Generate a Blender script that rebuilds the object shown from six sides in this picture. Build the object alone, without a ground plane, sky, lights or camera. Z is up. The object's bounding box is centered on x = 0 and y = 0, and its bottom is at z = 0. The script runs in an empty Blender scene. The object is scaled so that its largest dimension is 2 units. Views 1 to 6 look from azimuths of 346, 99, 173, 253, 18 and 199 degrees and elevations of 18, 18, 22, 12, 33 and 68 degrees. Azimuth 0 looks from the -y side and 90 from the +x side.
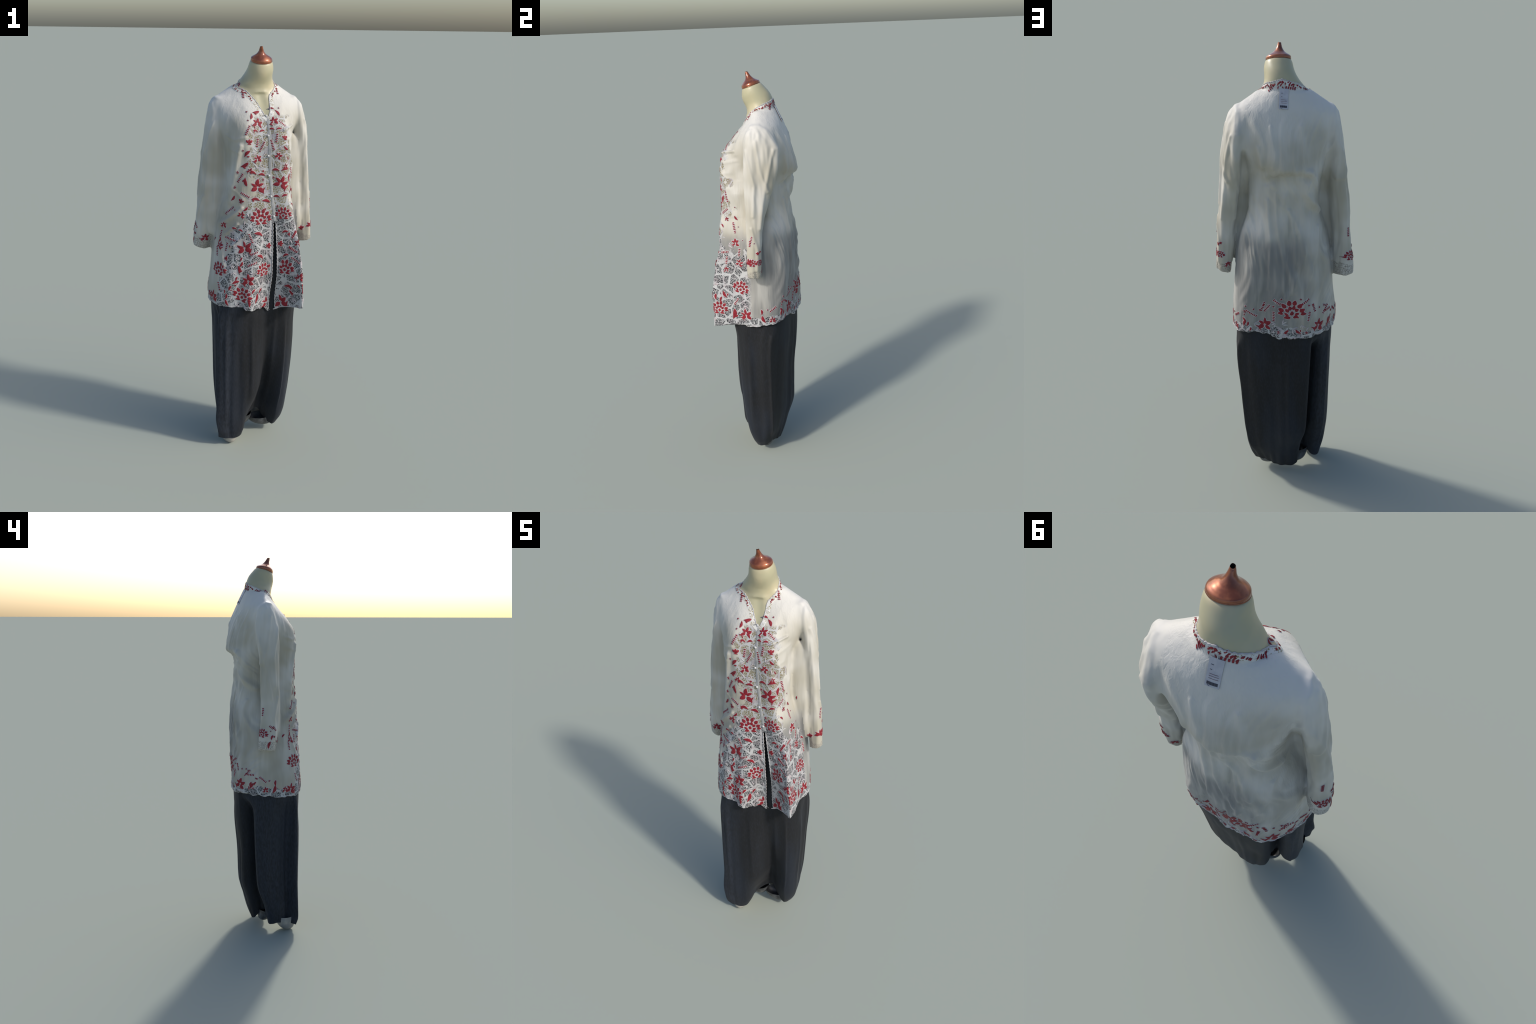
import bpy, bmesh, math, random
import numpy as np
from mathutils import Vector, noise
from mathutils.bvhtree import BVHTree

random.seed(7)
rng = np.random.default_rng(7)

# ------------------------------------------------------------------ helpers
def pchip(xs, ys, x):
    """monotone cubic through ys (n, ...) at xs, evaluated at x (m,)"""
    xs = np.asarray(xs, float); ys = np.asarray(ys, float); x = np.clip(np.asarray(x, float), xs[0], xs[-1])
    h = np.diff(xs); hh = h.reshape(-1, *([1] * (ys.ndim - 1)))
    d = np.diff(ys, axis=0) / hh
    m = np.zeros_like(ys)
    m[0], m[-1] = d[0], d[-1]
    a, b = d[:-1], d[1:]
    same = a * b > 0
    w1 = (2 * hh[1:] + hh[:-1]); w2 = (hh[1:] + 2 * hh[:-1])
    with np.errstate(divide="ignore", invalid="ignore"):
        hm = (w1 + w2) / (w1 / a + w2 / b)
    m[1:-1] = np.where(same, hm, 0.0)
    k = np.clip(np.searchsorted(xs, x) - 1, 0, len(xs) - 2)
    t = ((x - xs[k]) / h[k]).reshape(-1, *([1] * (ys.ndim - 1)))
    hk = h[k].reshape(t.shape)
    return ((1 + 2 * t) * (1 - t) ** 2 * ys[k] + t * (1 - t) ** 2 * hk * m[k]
            + t * t * (3 - 2 * t) * ys[k + 1] + t * t * (t - 1) * hk * m[k + 1])

def ring_spline(pts, n):
    """closed Catmull-Rom through pts (k, dim) -> n samples"""
    p = np.asarray(pts, float); k = len(p)
    u = np.arange(n) * k / n; i = u.astype(int); t = (u - i)[:, None]
    a, b, c, d = p[(i - 1) % k], p[i % k], p[(i + 1) % k], p[(i + 2) % k]
    return 0.5 * (2 * b + (c - a) * t + (2 * a - 5 * b + 4 * c - d) * t * t + (3 * b - a - 3 * c + d) * t ** 3)

def smooth(a, b, x):
    t = np.clip((np.asarray(x, float) - a) / (b - a), 0, 1)
    return t * t * (3 - 2 * t)

def grid_mesh(name, rings, cap_bottom=False, cap_top=False):
    """rings (m, n, 3) closed around n"""
    m, n = rings.shape[:2]
    v = rings.reshape(-1, 3).tolist(); f = []
    for j in range(m - 1):
        for i in range(n):
            a, b = j * n + i, j * n + (i + 1) % n
            f.append((a, b, b + n, a + n))
    if cap_bottom:
        f.append(tuple(reversed(range(n))))
    if cap_top:
        f.append(tuple(range((m - 1) * n, m * n)))
    me = bpy.data.meshes.new(name); me.from_pydata(v, [], f); me.update()
    return me

def make(name, me, mats=(), parent=None, smooth_shade=True):
    o = bpy.data.objects.new(name, me)
    bpy.context.scene.collection.objects.link(o)
    for m in mats:
        me.materials.append(m)
    if smooth_shade:
        me.polygons.foreach_set("use_smooth", [True] * len(me.polygons))
    o.parent = parent
    return o

def tube(path, radius, sides=8, closed=False):
    """round cord along path (n, 3); radius scalar or (n,)"""
    p = np.asarray(path, float); n = len(p)
    r = np.broadcast_to(np.asarray(radius, float), (n,))
    if closed:
        t = np.roll(p, -1, 0) - np.roll(p, 1, 0)
    else:
        t = np.gradient(p, axis=0)
    t /= np.linalg.norm(t, axis=1)[:, None] + 1e-12
    ref = np.where(np.abs(t[:, 2:3]) > 0.9, np.array([[0, 1.0, 0]]), np.array([[0, 0, 1.0]]))
    a = np.cross(t, ref); a /= np.linalg.norm(a, axis=1)[:, None] + 1e-12
    b = np.cross(t, a)
    ang = np.arange(sides) * 2 * math.pi / sides
    rings = p[:, None] + r[:, None, None] * (np.cos(ang)[None, :, None] * a[:, None] + np.sin(ang)[None, :, None] * b[:, None])
    if closed:
        rings = np.concatenate([rings, rings[:1]])
    return rings

# ------------------------------------------------------------------ materials
class Tree:
    def __init__(self, name):
        self.mat = bpy.data.materials.new(name); self.mat.use_nodes = True
        self.n = self.mat.node_tree.nodes; self.l = self.mat.node_tree.links
        self.b = self.n["Principled BSDF"]
        self.co = self.n.new("ShaderNodeTexCoord").outputs["Object"]
    def put(self, sock, val):
        if isinstance(val, bpy.types.NodeSocket):
            self.l.new(val, sock)
        else:
            if sock.type == "RGBA" and len(val) == 3:
                val = (*val, 1)
            sock.default_value = val
    def math(self, op, a, b=0.0, c=None, clamp=False):
        x = self.n.new("ShaderNodeMath"); x.operation = op; x.use_clamp = clamp
        self.put(x.inputs[0], a); self.put(x.inputs[1], b)
        if c is not None: self.put(x.inputs[2], c)
        return x.outputs[0]
    def scale(self, s, loc=(0, 0, 0)):
        x = self.n.new("ShaderNodeMapping"); x.inputs["Scale"].default_value = s; x.inputs["Location"].default_value = loc
        self.l.new(self.co, x.inputs[0]); return x.outputs[0]
    def noise(self, scale, detail=3, vec=None, rough=0.55, dist=0.0):
        x = self.n.new("ShaderNodeTexNoise"); x.inputs["Scale"].default_value = scale
        x.inputs["Detail"].default_value = detail; x.inputs["Roughness"].default_value = rough; x.inputs["Distortion"].default_value = dist
        self.l.new(vec or self.co, x.inputs["Vector"]); return x.outputs["Fac"]
    def voronoi(self, scale, feature="F1", vec=None, out="Distance"):
        x = self.n.new("ShaderNodeTexVoronoi"); x.feature = feature; x.inputs["Scale"].default_value = scale
        self.l.new(vec or self.co, x.inputs["Vector"]); return x.outputs[out]
    def ramp(self, fac, lo, hi, a=0.0, b=1.0):
        x = self.n.new("ShaderNodeMapRange"); x.interpolation_type = "SMOOTHSTEP"
        self.put(x.inputs["Value"], fac)
        x.inputs["From Min"].default_value = lo; x.inputs["From Max"].default_value = hi
        x.inputs["To Min"].default_value = a; x.inputs["To Max"].default_value = b
        return x.outputs["Result"]
    def mix(self, fac, a, b):
        x = self.n.new("ShaderNodeMix"); x.data_type = "RGBA"
        self.put(x.inputs["Factor"], fac)
        self.put(x.inputs["A"] if False else x.inputs[6], a); self.put(x.inputs[7], b)
        return x.outputs[2]
    def xyz(self):
        x = self.n.new("ShaderNodeSeparateXYZ"); self.l.new(self.co, x.inputs[0]); return x.outputs
    def bump(self, h, strength=0.3, dist=0.002):
        x = self.n.new("ShaderNodeBump"); x.inputs["Strength"].default_value = strength; x.inputs["Distance"].default_value = dist
        self.put(x.inputs["Height"], h); self.l.new(x.outputs[0], self.b.inputs["Normal"])
    def done(self, colour, rough=0.7, spec=0.3, **kw):
        self.put(self.b.inputs["Base Color"], colour); self.put(self.b.inputs["Roughness"], rough)
        self.b.inputs["Specular IOR Level"].default_value = spec
        for k, v in kw.items():
            self.put(self.b.inputs[k.replace("_", " ")], v)
        return self.mat

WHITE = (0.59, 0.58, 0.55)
CREAM = (0.375, 0.35, 0.28)
VEIL = (0.16, 0.165, 0.17)      # white voile over the dark trousers

def fabric_material(name, lace, veil=True):
    t = Tree(name); x, y, z = t.xyz()
    wide = t.noise(5, 2)
    streak = t.noise(1, 2, t.scale((24, 24, 2.6)), 0.5, 0.6)
    # cream form shows through the voile; sunlit shoulder brightness painted in by height
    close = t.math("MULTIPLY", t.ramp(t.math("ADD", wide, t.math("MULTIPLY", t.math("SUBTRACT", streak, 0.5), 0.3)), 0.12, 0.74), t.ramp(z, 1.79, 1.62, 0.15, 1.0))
    base = t.mix(close, WHITE, CREAM)
    # the trousers show through the voile below the waistband where cloth lies on them
    zz = t.math("ADD", z, t.math("ADD", t.math("MULTIPLY", t.math("SUBTRACT", t.noise(9, 2), 0.5), 0.08), t.math("MULTIPLY", t.math("SUBTRACT", streak, 0.5), 0.10)))
    below = t.ramp(zz, 1.31, 1.19)
    touch = t.ramp(t.math("ADD", streak, t.math("MULTIPLY", t.math("SUBTRACT", wide, 0.5), 0.6)), 0.26, 0.66, 0.45, 0.85)
    # cloth stands off the trousers on the right-hand side of the wearer
    side = t.ramp(x, -0.18, 0.0, 0.22, 1.0)
    col = t.mix(t.math("MULTIPLY", t.math("MULTIPLY", below, touch), side), base, VEIL) if veil else base
    if lace:
        # needle-lace net: pale cords round small holes, in patches along the front edges
        warp = t.n.new("ShaderNodeMixRGB"); warp.blend_type = "ADD"; warp.inputs[0].default_value = 0.004
        t.l.new(t.co, warp.inputs[1]); nz = t.n.new("ShaderNodeTexNoise"); nz.inputs["Scale"].default_value = 60
        t.l.new(t.co, nz.inputs["Vector"]); t.l.new(nz.outputs["Color"], warp.inputs[2])
        cell = t.voronoi(125, "DISTANCE_TO_EDGE", warp.outputs[0])
        holes = t.ramp(cell, 0.06, 0.11)
        patch_d = t.voronoi(20, "DISTANCE_TO_EDGE", warp.outputs[0])
        patch = t.ramp(patch_d, 0.05, 0.08)
        dx = t.math("ABSOLUTE", t.math("SUBTRACT", x, 0.035))
        half = t.ramp(z, 1.32, 0.98, 0.095, 0.225)
        nb = t.math("MULTIPLY", t.math("SUBTRACT", t.noise(13, 3), 0.5), 0.17)
        zone = t.ramp(t.math("SUBTRACT", t.math("ADD", dx, nb), half), 0.006, -0.006)
        top = t.ramp(z, 1.70, 1.68)
        hem = t.ramp(t.math("ADD", z, t.math("MULTIPLY", nb, 0.5)), 0.836, 0.830)
        zone = t.math("MULTIPLY", zone, t.ramp(y, 0.0, -0.03))
        zone = t.math("MAXIMUM", t.math("MULTIPLY", zone, top), hem)
        mask = t.math("MULTIPLY", t.math("MULTIPLY", zone, patch), holes)
        hole_col = t.mix(t.ramp(zz, 1.262, 1.235), (0.20, 0.17, 0.09), (0.026, 0.028, 0.033))
        cordcol = t.mix(t.ramp(t.noise(30, 2), 0.45, 0.7), (0.42, 0.425, 0.43), (0.34, 0.31, 0.325))
        col = t.mix(zone, col, cordcol)
        col = t.mix(mask, col, hole_col)
        pleat = t.noise(1, 3, t.scale((85, 85, 3.0)), 0.6, 0.8)
        t.bump(t.math("SUBTRACT", t.math("MULTIPLY", pleat, 1.6), mask), 0.5, 0.002)
    elif not veil:
        # needle-lace edge of the cuffs
        cz = t.math("ADD", z, t.math("MULTIPLY", t.math("SUBTRACT", t.noise(20, 2), 0.5), 0.05))
        cuff = t.math("MULTIPLY", t.ramp(cz, 1.092, 1.086), t.ramp(t.voronoi(150, "DISTANCE_TO_EDGE"), 0.08, 0.14))
        col = t.mix(cuff, col, (0.24, 0.22, 0.19))
        t.bump(t.math("SUBTRACT", streak, t.math("MULTIPLY", cuff, 0.3)), 0.25, 0.003)
    else:
        t.bump(t.math("ADD", streak, t.math("MULTIPLY", t.noise(900, 2), 0.15)), 0.25, 0.003)
    return t.done(col, 0.55, 0.3, Sheen_Weight=0.2)

def trouser_material():
    t = Tree("charcoal_cloth")
    weave = t.noise(220, 3); big = t.noise(6, 3, t.scale((1, 1, 0.35)))
    fine = t.noise(1, 3, t.scale((260, 260, 60)))
    col = t.mix(t.ramp(big, 0.4, 0.65), (0.0085, 0.0092, 0.0108), (0.0108, 0.0145, 0.0220))
    col = t.mix(t.ramp(fine, 0.42, 0.7, 0.0, 0.35), col, (0.022, 0.027, 0.038))
    x, y, z = t.xyz()
    # slubbed cloth; bluish sky sheen painted onto the wearer's right leg
    slub_sheen = t.math("MULTIPLY", t.ramp(t.noise(1, 4, t.scale((150, 150, 45))), 0.35, 0.65, 0.35, 1.0), t.ramp(t.math("ADD", x, t.math("MULTIPLY", big, 0.12)), -0.03, -0.10))
    col = t.mix(t.math("MULTIPLY", slub_sheen, 0.8), col, (0.025, 0.031, 0.044))
    t.bump(weave, 0.2, 0.001)
    return t.done(col, 0.68, 0.25, Sheen_Weight=0.04)

def plain(name, col, col2=None, rough=0.6, spec=0.3, scale=40, bump=0.15, **kw):
    t = Tree(name)
    c = t.mix(t.ramp(t.noise(scale, 3), 0.35, 0.65), col, col2 or tuple(0.85 * k for k in col))
    if bump:
        t.bump(t.noise(scale * 12, 2), bump, 0.001)
    return t.done(c, rough, spec, **kw)

M_cloth = fabric_material("white_voile", False, False)
M_lace = fabric_material("white_voile_lace", True)
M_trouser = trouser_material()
M_skin = plain("cream_jersey", (0.46, 0.41, 0.265), (0.39, 0.37, 0.245), 0.38, 0.45, 9, 0.05)
M_copper = plain("varnished_wood", (0.36, 0.115, 0.050), (0.20, 0.055, 0.026), 0.24, 0.5, 30, 0.0, Coat_Weight=0.5, Metallic=0.45)
M_dark = plain("hollow_black", (0.012, 0.009, 0.008), None, 0.8, 0.1)
M_red = plain("red_thread", (0.26, 0.014, 0.025), (0.17, 0.009, 0.017), 0.5, 0.3, 160, 0.5)
M_thread = plain("white_thread", (0.48, 0.48, 0.48), (0.41, 0.39, 0.40), 0.6, 0.3, 120, 0.5)
M_pink = plain("pale_thread", (0.52, 0.46, 0.48), (0.44, 0.33, 0.36), 0.6, 0.3, 140, 0.4)
M_lining = plain("pale_lining", (0.36, 0.34, 0.30), (0.24, 0.24, 0.235), 0.6, 0.3, 24)
M_closure = plain("grey_closure", (0.085, 0.09, 0.095), (0.03, 0.032, 0.035), 0.35, 0.5, 30)  # grey of the scan's closing surface under the legs, no shoe sole
M_card = plain("tag_card", (0.46, 0.46, 0.49), (0.40, 0.40, 0.44), 0.4, 0.4, 40, 0.0)
M_ink = plain("tag_ink", (0.05, 0.05, 0.07), None, 0.5, 0.3)
M_ink2 = plain("tag_line_ink", (0.24, 0.17, 0.19), None, 0.5, 0.3)
M_button = plain("button_white", (0.62, 0.62, 0.61), None, 0.35, 0.5)
M_placket = plain("grey_placket", (0.40, 0.40, 0.39), (0.32, 0.32, 0.32), 0.7, 0.25, 60)

# ------------------------------------------------------------------ top object
root = bpy.data.objects.new("dressed_mannequin", None)
bpy.context.scene.collection.objects.link(root)
root["label"] = "headless dress form in white lace jacket with red embroidery and dark trousers"
root["category"] = "mannequin"

# ------------------------------------------------------------------ jacket body: horizontal sections
# each section runs front opening -> wearer's left (+x) -> back -> wearer's right (-x)
TORSO = {
 0.60: [(.058,-.112),(.085,-.116),(.12,-.138),(.16,-.180),(.195,-.210),(.210,-.165),(.213,-.07),(.228,.02),(.212,.1),(.165,.145),(.1,.168),(.04,.187),(-.03,.197),(-.09,.2),(-.14,.178),(-.195,.12),(-.228,.055),(-.24,-.005),(-.225,-.07),(-.18,-.13),(-.105,-.160),(-.054,-.180),(.0,-.137)],
 0.78: [(.058,-.116),(.085,-.12),(.12,-.139),(.16,-.181),(.194,-.209),(.209,-.160),(.213,-.07),(.229,.02),(.214,.1),(.167,.142),(.1,.163),(.04,.183),(-.03,.195),(-.09,.202),(-.14,.18),(-.195,.12),(-.228,.055),(-.241,-.005),(-.226,-.07),(-.18,-.13),(-.105,-.160),(-.054,-.180),(.0,-.139)],
 0.95: [(.058,-.136),(.082,-.141),(.114,-.159),(.152,-.186),(.187,-.206),(.194,-.14),(.207,-.05),(.224,.03),(.210,.1),(.166,.15),(.1,.170),(.04,.189),(-.02,.198),(-.08,.197),(-.133,.175),(-.185,.125),(-.216,.06),(-.226,0),(-.210,-.08),(-.16,-.137),(-.095,-.160),(-.048,-.175),(.004,-.147)],
 1.09: [(.055,-.144),(.08,-.149),(.11,-.160),(.142,-.175),(.174,-.190),(.180,-.125),(.191,-.05),(.212,.03),(.2,.1),(.16,.15),(.1,.174),(.04,.193),(-.02,.199),(-.08,.191),(-.125,.169),(-.175,.125),(-.205,.06),(-.212,0),(-.199,-.06),(-.152,-.116),(-.092,-.149),(-.04,-.166),(.012,-.150)],
 1.22: [(.05,-.149),(.075,-.156),(.103,-.166),(.138,-.168),(.158,-.142),(.170,-.09),(.179,-.045),(.192,.03),(.187,.097),(.152,.136),(.1,.165),(.04,.185),(-.02,.192),(-.08,.187),(-.115,.168),(-.16,.12),(-.185,.06),(-.19,0),(-.179,-.058),(-.147,-.105),(-.083,-.147),(-.03,-.154),(.012,-.151)],
 1.36: [(.037,-.145),(.06,-.150),(.085,-.157),(.114,-.155),(.141,-.122),(.150,-.07),(.153,-.02),(.152,.03),(.156,.088),(.124,.126),(.085,.157),(.035,.167),(-.02,.168),(-.07,.173),(-.105,.158),(-.130,.108),(-.146,.055),(-.153,0),(-.148,-.06),(-.12,-.108),(-.07,-.137),(-.02,-.143),(.01,-.144)],
 1.482: [(.03,-.142),(.055,-.148),(.083,-.154),(.113,-.152),(.143,-.112),(.153,-.06),(.157,-.01),(.158,.04),(.150,.08),(.118,.122),(.078,.154),(.030,.172),(-.02,.181),(-.07,.178),(-.11,.162),(-.138,.114),(-.153,.062),(-.158,.01),(-.15,-.045),(-.128,-.100),(-.078,-.134),(-.03,-.139),(.005,-.139)],
 1.524: [(.027,-.140),(.052,-.147),(.081,-.153),(.113,-.149),(.144,-.105),(.155,-.055),(.161,-.005),(.165,.045),(.158,.095),(.127,.134),(.087,.170),(.035,.202),(-.02,.202),(-.07,.188),(-.113,.163),(-.144,.118),(-.159,.066),(-.163,.015),(-.155,-.035),(-.135,-.095),(-.086,-.130),(-.03,-.133),(.004,-.136)],
 1.552: [(.025,-.139),(.05,-.147),(.08,-.152),(.114,-.146),(.146,-.10),(.157,-.05),(.163,0),(.17,.05),(.165,.1),(.136,.146),(.092,.185),(.035,.212),(-.02,.207),(-.07,.189),(-.114,.161),(-.147,.116),(-.163,.07),(-.165,.02),(-.158,-.03),(-.14,-.090),(-.09,-.132),(-.03,-.132),(.0,-.135)],
 1.62: [(.022,-.124),(.05,-.135),(.085,-.143),(.122,-.124),(.15,-.080),(.174,-.035),(.189,.015),(.192,.072),(.184,.125),(.138,.160),(.09,.182),(.035,.194),(-.02,.192),(-.07,.179),(-.115,.156),(-.157,.121),(-.182,.075),(-.186,.025),(-.168,-.028),(-.14,-.075),(-.085,-.127),(-.035,-.123),(-.005,-.122)],
 1.70: [(.02,-.080),(.045,-.086),(.08,-.085),(.117,-.072),(.156,-.046),(.195,-.014),(.218,.025),(.218,.072),(.196,.122),(.142,.148),(.09,.164),(.035,.172),(-.02,.17),(-.07,.166),(-.118,.146),(-.166,.119),(-.205,.079),(-.208,.038),(-.183,.0),(-.145,-.038),(-.08,-.082),(-.035,-.086),(-.005,-.083)],
 1.75: [(.02,-.038),(.045,-.042),(.08,-.040),(.117,-.032),(.150,-.016),(.186,.006),(.210,.032),(.210,.066),(.186,.105),(.138,.130),(.09,.145),(.035,.155),(-.02,.155),(-.07,.148),(-.117,.134),(-.162,.112),(-.200,.078),(-.203,.042),(-.178,.016),(-.137,-.007),(-.08,-.036),(-.035,-.042),(-.005,-.040)],
 1.79: [(.02,-.018),(.04,-.020),(.07,-.014),(.1,-.003),(.128,.010),(.152,.025),(.168,.042),(.165,.065),(.147,.088),(.113,.110),(.075,.128),(.035,.138),(-.02,.138),(-.06,.129),(-.1,.113),(-.133,.093),(-.160,.072),(-.163,.053),(-.143,.033),(-.112,.014),(-.06,-.012),(-.03,-.018),(-.005,-.019)],
 1.825: [(.02,-.012),(.035,-.01),(.055,-.004),(.075,.006),(.09,.016),(.104,.028),(.110,.04),(.108,.055),(.098,.072),(.08,.092),(.06,.108),(.035,.118),(-.01,.12),(-.04,.112),(-.066,.098),(-.088,.08),(-.102,.062),(-.104,.048),(-.095,.032),(-.072,.014),(-.04,-.003),(-.025,-.007),(-.005,-.011)],
}
def hem_height(x, y):
    """jacket hem: dips at the front corners, rises at the sides, fine scallops"""
    a = np.degrees(np.arctan2(x - 0.03, -y))
    z = np.interp(a, [-180, -160, -140, -110, -80, -60, -40, -25, -8, 5, 12, 25, 36, 45, 60, 90, 120, 145, 165, 180],
                  [.785, .781, .80, .785, .776, .778, .77, .757, .758, .722, .722, .742, .764, .774, .786, .781, .792, .812, .796, .785])
    return z + 0.006 * np.abs(np.sin(np.radians(a) * 15)) - 0.003

def loft(sections, zs, n):
    keys = sorted(sections)
    ctrl = pchip(keys, np.array([sections[k] for k in keys]), zs)
    xy = np.stack([ring_spline(c, n) for c in ctrl])
    return np.concatenate([xy, np.broadcast_to(np.asarray(zs)[:, None, None], (len(zs), n, 1))], 2)

N = 264
zs = np.concatenate([np.linspace(0.70, 1.80, 190), [1.81, 1.82, 1.825]])
rings = loft(TORSO, zs, N)
hz = hem_height(rings[20, :, 0], rings[20, :, 1])
top = rings[-1, 0, 2]
fac = (rings[:, :, 2] - 0.70) / (top - 0.70)
low = np.clip((0.95 - rings[:, :, 2]) / 0.25, 0, 1)
rings[:, :, 2] += low * (hz[None] - 0.70)
torso_me = grid_mesh("torso", rings, True, True)

# ------------------------------------------------------------------ neck: tilted sections (x centre, half width, y front, y back, height, slope)
NECK = [
 (.010, .085, -.030, .115, 1.790, .00), (.008, .088, -.022, .116, 1.815, .05), (.006, .084, -.022, .112, 1.835, .12),
 (.012, .070, -.029, .104, 1.860, .22), (.019, .062, -.037, .090, 1.885, .32),
 (.022, .059, -.041, .073, 1.905, .36), (.022, .056, -.040, .060, 1.922, .35), (.022, .0510, -.038, .049, 1.936, .33)]
nk = np.array(NECK); zz = np.linspace(0, len(NECK) - 1, 60)
nk = pchip(np.arange(len(NECK)), nk, zz)
ang = np.linspace(0, 2 * math.pi, 128, endpoint=False)
nr = []
for cx, hw, yf, yb, h, sl in nk:
    cy, hy = (yf + yb) / 2, (yb - yf) / 2
    x = cx + hw * np.sin(ang); y = cy - hy * np.cos(ang)
    nr.append(np.stack([x, y, h + sl * (y - cy)], 1))
neck_me = grid_mesh("neck_raw", np.array(nr), True, True)

# ------------------------------------------------------------------ sleeves: sections (height, x, y, half x, half y)
# half sizes across and along, and how far the section is sheared: the figure stands slightly twisted
SLEEVE_L = [(1.775,.172,.050,.022,.03,.1),(1.745,.190,.055,.034,.052,.2),(1.70,.200,.060,.041,.074,.12),(1.66,.208,.069,.040,.088,.14),(1.58,.219,.065,.037,.084,.2),(1.50,.225,.057,.037,.072,.26),
            (1.42,.231,.046,.039,.058,.28),(1.34,.239,.037,.038,.047,.26),(1.26,.248,.029,.036,.040,.22),(1.15,.256,.025,.036,.037,.2),(1.05,.263,.023,.035,.034,.15)]
SLEEVE_R = [(1.775,-.165,.055,.022,.026,0),(1.745,-.183,.063,.034,.040,.05),(1.70,-.190,.066,.037,.054,.05),(1.64,-.198,.060,.037,.065,.05),(1.57,-.204,.054,.038,.066,.15),(1.50,-.211,.050,.040,.058,.2),
            (1.42,-.220,.052,.041,.056,.2),(1.33,-.233,.055,.041,.053,.2),(1.20,-.246,.059,.041,.050,.2),(1.10,-.254,.070,.042,.050,.15),(1.035,-.257,.078,.042,.046,.1)]
def sleeve(sec, tilt):
    s = np.array(sec); k = np.linspace(0, len(s) - 1, 110); s = pchip(np.arange(len(s)), s, k)
    out = []
    for j, (z, cx, cy, rx, ry, sh) in enumerate(s):
        y = cy - ry * np.cos(ang); x = cx + rx * np.sin(ang) - sh * (y - cy)
        e = np.clip((1.2 - z) / 0.15, 0, 1)
        out.append(np.stack([x, y, z + e * (tilt[0] * (x - cx) + tilt[1] * (y - cy))], 1))
    return grid_mesh("sleeve_raw", np.array(out)[::-1], True, True)
def web(sgn, z0, z1, x, y, rx, ry, taper=0.0):
    s = np.linspace(0, 1, 24); out = []
    for t in s:
        k = math.sqrt(max(0.02, 1 - abs(2 * t - 1) ** 6)) * (1 - taper * (1 - t) ** 1.5)
        z = z0 + (z1 - z0) * t
        xx = np.interp(z, [1.1, 1.37, 1.6], x)
        out.append(np.stack([sgn * xx + rx * k * np.sin(ang), y - taper * .10 * (1 - t) - ry * k * np.cos(ang), np.full(128, z)], 1))
    return grid_mesh("web", np.array(out), True, True)

parts = [torso_me, neck_me, sleeve(SLEEVE_L, (0.25, -0.1)), sleeve(SLEEVE_R, (-0.1, 0.12)),
         web(1, 1.10, 1.60, (.215, .18, .18), .012, .045, .026), web(-1, 1.10, 1.60, (.215, .177, .174), .012, .043, .025),
         web(1, 1.34, 1.63, (.19, .176, .178), .096, .042, .028, .8), web(-1, 1.34, 1.63, (.19, .170, .172), .092, .038, .026, .8)]
bm = bmesh.new()
for me in parts:
    bm.from_mesh(me)
bmesh.ops.triangulate(bm, faces=[f for f in bm.faces if len(f.verts) > 4])
raw = bpy.data.meshes.new("raw"); bm.to_mesh(raw); bm.free()
tmp = bpy.data.objects.new("raw", raw); bpy.context.scene.collection.objects.link(tmp)
rm = tmp.modifiers.new("r", "REMESH"); rm.mode = "VOXEL"; rm.voxel_size = 0.0036; rm.adaptivity = 0
dg = bpy.context.evaluated_depsgraph_get()
body = bpy.data.meshes.new_from_object(tmp.evaluated_get(dg))
bpy.data.objects.remove(tmp)

# ------------------------------------------------------------------ relax, then lay folds
def relax(co, edges, times, f=0.5, w=None):
    n = len(co); deg = np.bincount(edges.ravel(), minlength=n)[:, None]
    for _ in range(times):
        s = np.zeros_like(co)
        for k in range(3):
            s[:, k] = np.bincount(edges[:, 0], co[edges[:, 1], k], n) + np.bincount(edges[:, 1], co[edges[:, 0], k], n)
        d = f * (s / np.maximum(deg, 1) - co)
        co = co + (d if w is None else d * w[:, None])
    return co

def get_co(me):
    a = np.empty(len(me.vertices) * 3, np.float32); me.vertices.foreach_get("co", a); return a.reshape(-1, 3).astype(float)
def set_co(me, co):
    me.vertices.foreach_set("co", co.astype(np.float32).ravel()); me.update()
def get_no(me):
    a = np.empty(len(me.vertices) * 3, np.float32); me.vertices.foreach_get("normal", a); return a.reshape(-1, 3).astype(float)

co = get_co(body)
ed = np.empty(len(body.edges) * 2, np.int32); body.edges.foreach_get("vertices", ed); ed = ed.reshape(-1, 2)
keep_hem = np.where(co[:, 2] < 0.84, 0.15, 1.0)
co = relax(co, ed, 16, 0.5, keep_hem)
shoulder = smooth(1.56, 1.64, co[:, 2]) * smooth(1.84, 1.80, co[:, 2]) * smooth(.11, .15, np.abs(co[:, 0]))
co = relax(co, ed, 60, 0.5, shoulder)
set_co(body, co); no = get_no(body)

def nz(v):
    return np.array([noise.noise(Vector(p)) for p in v])
def ridge(x, z, pts, width, sharp=1.0):
    """gaussian ridge about a polyline in (x, z)"""
    p = np.array(pts, float); best = np.full(len(x), 9.0)
    for a, b in zip(p[:-1], p[1:]):
        d = b - a; t = np.clip(((x - a[0]) * d[0] + (z - a[1]) * d[1]) / (d @ d), 0, 1)
        best = np.minimum(best, np.hypot(x - a[0] - t * d[0], z - a[1] - t * d[1]))
    return np.exp(-(best / width) ** 2)

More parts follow.
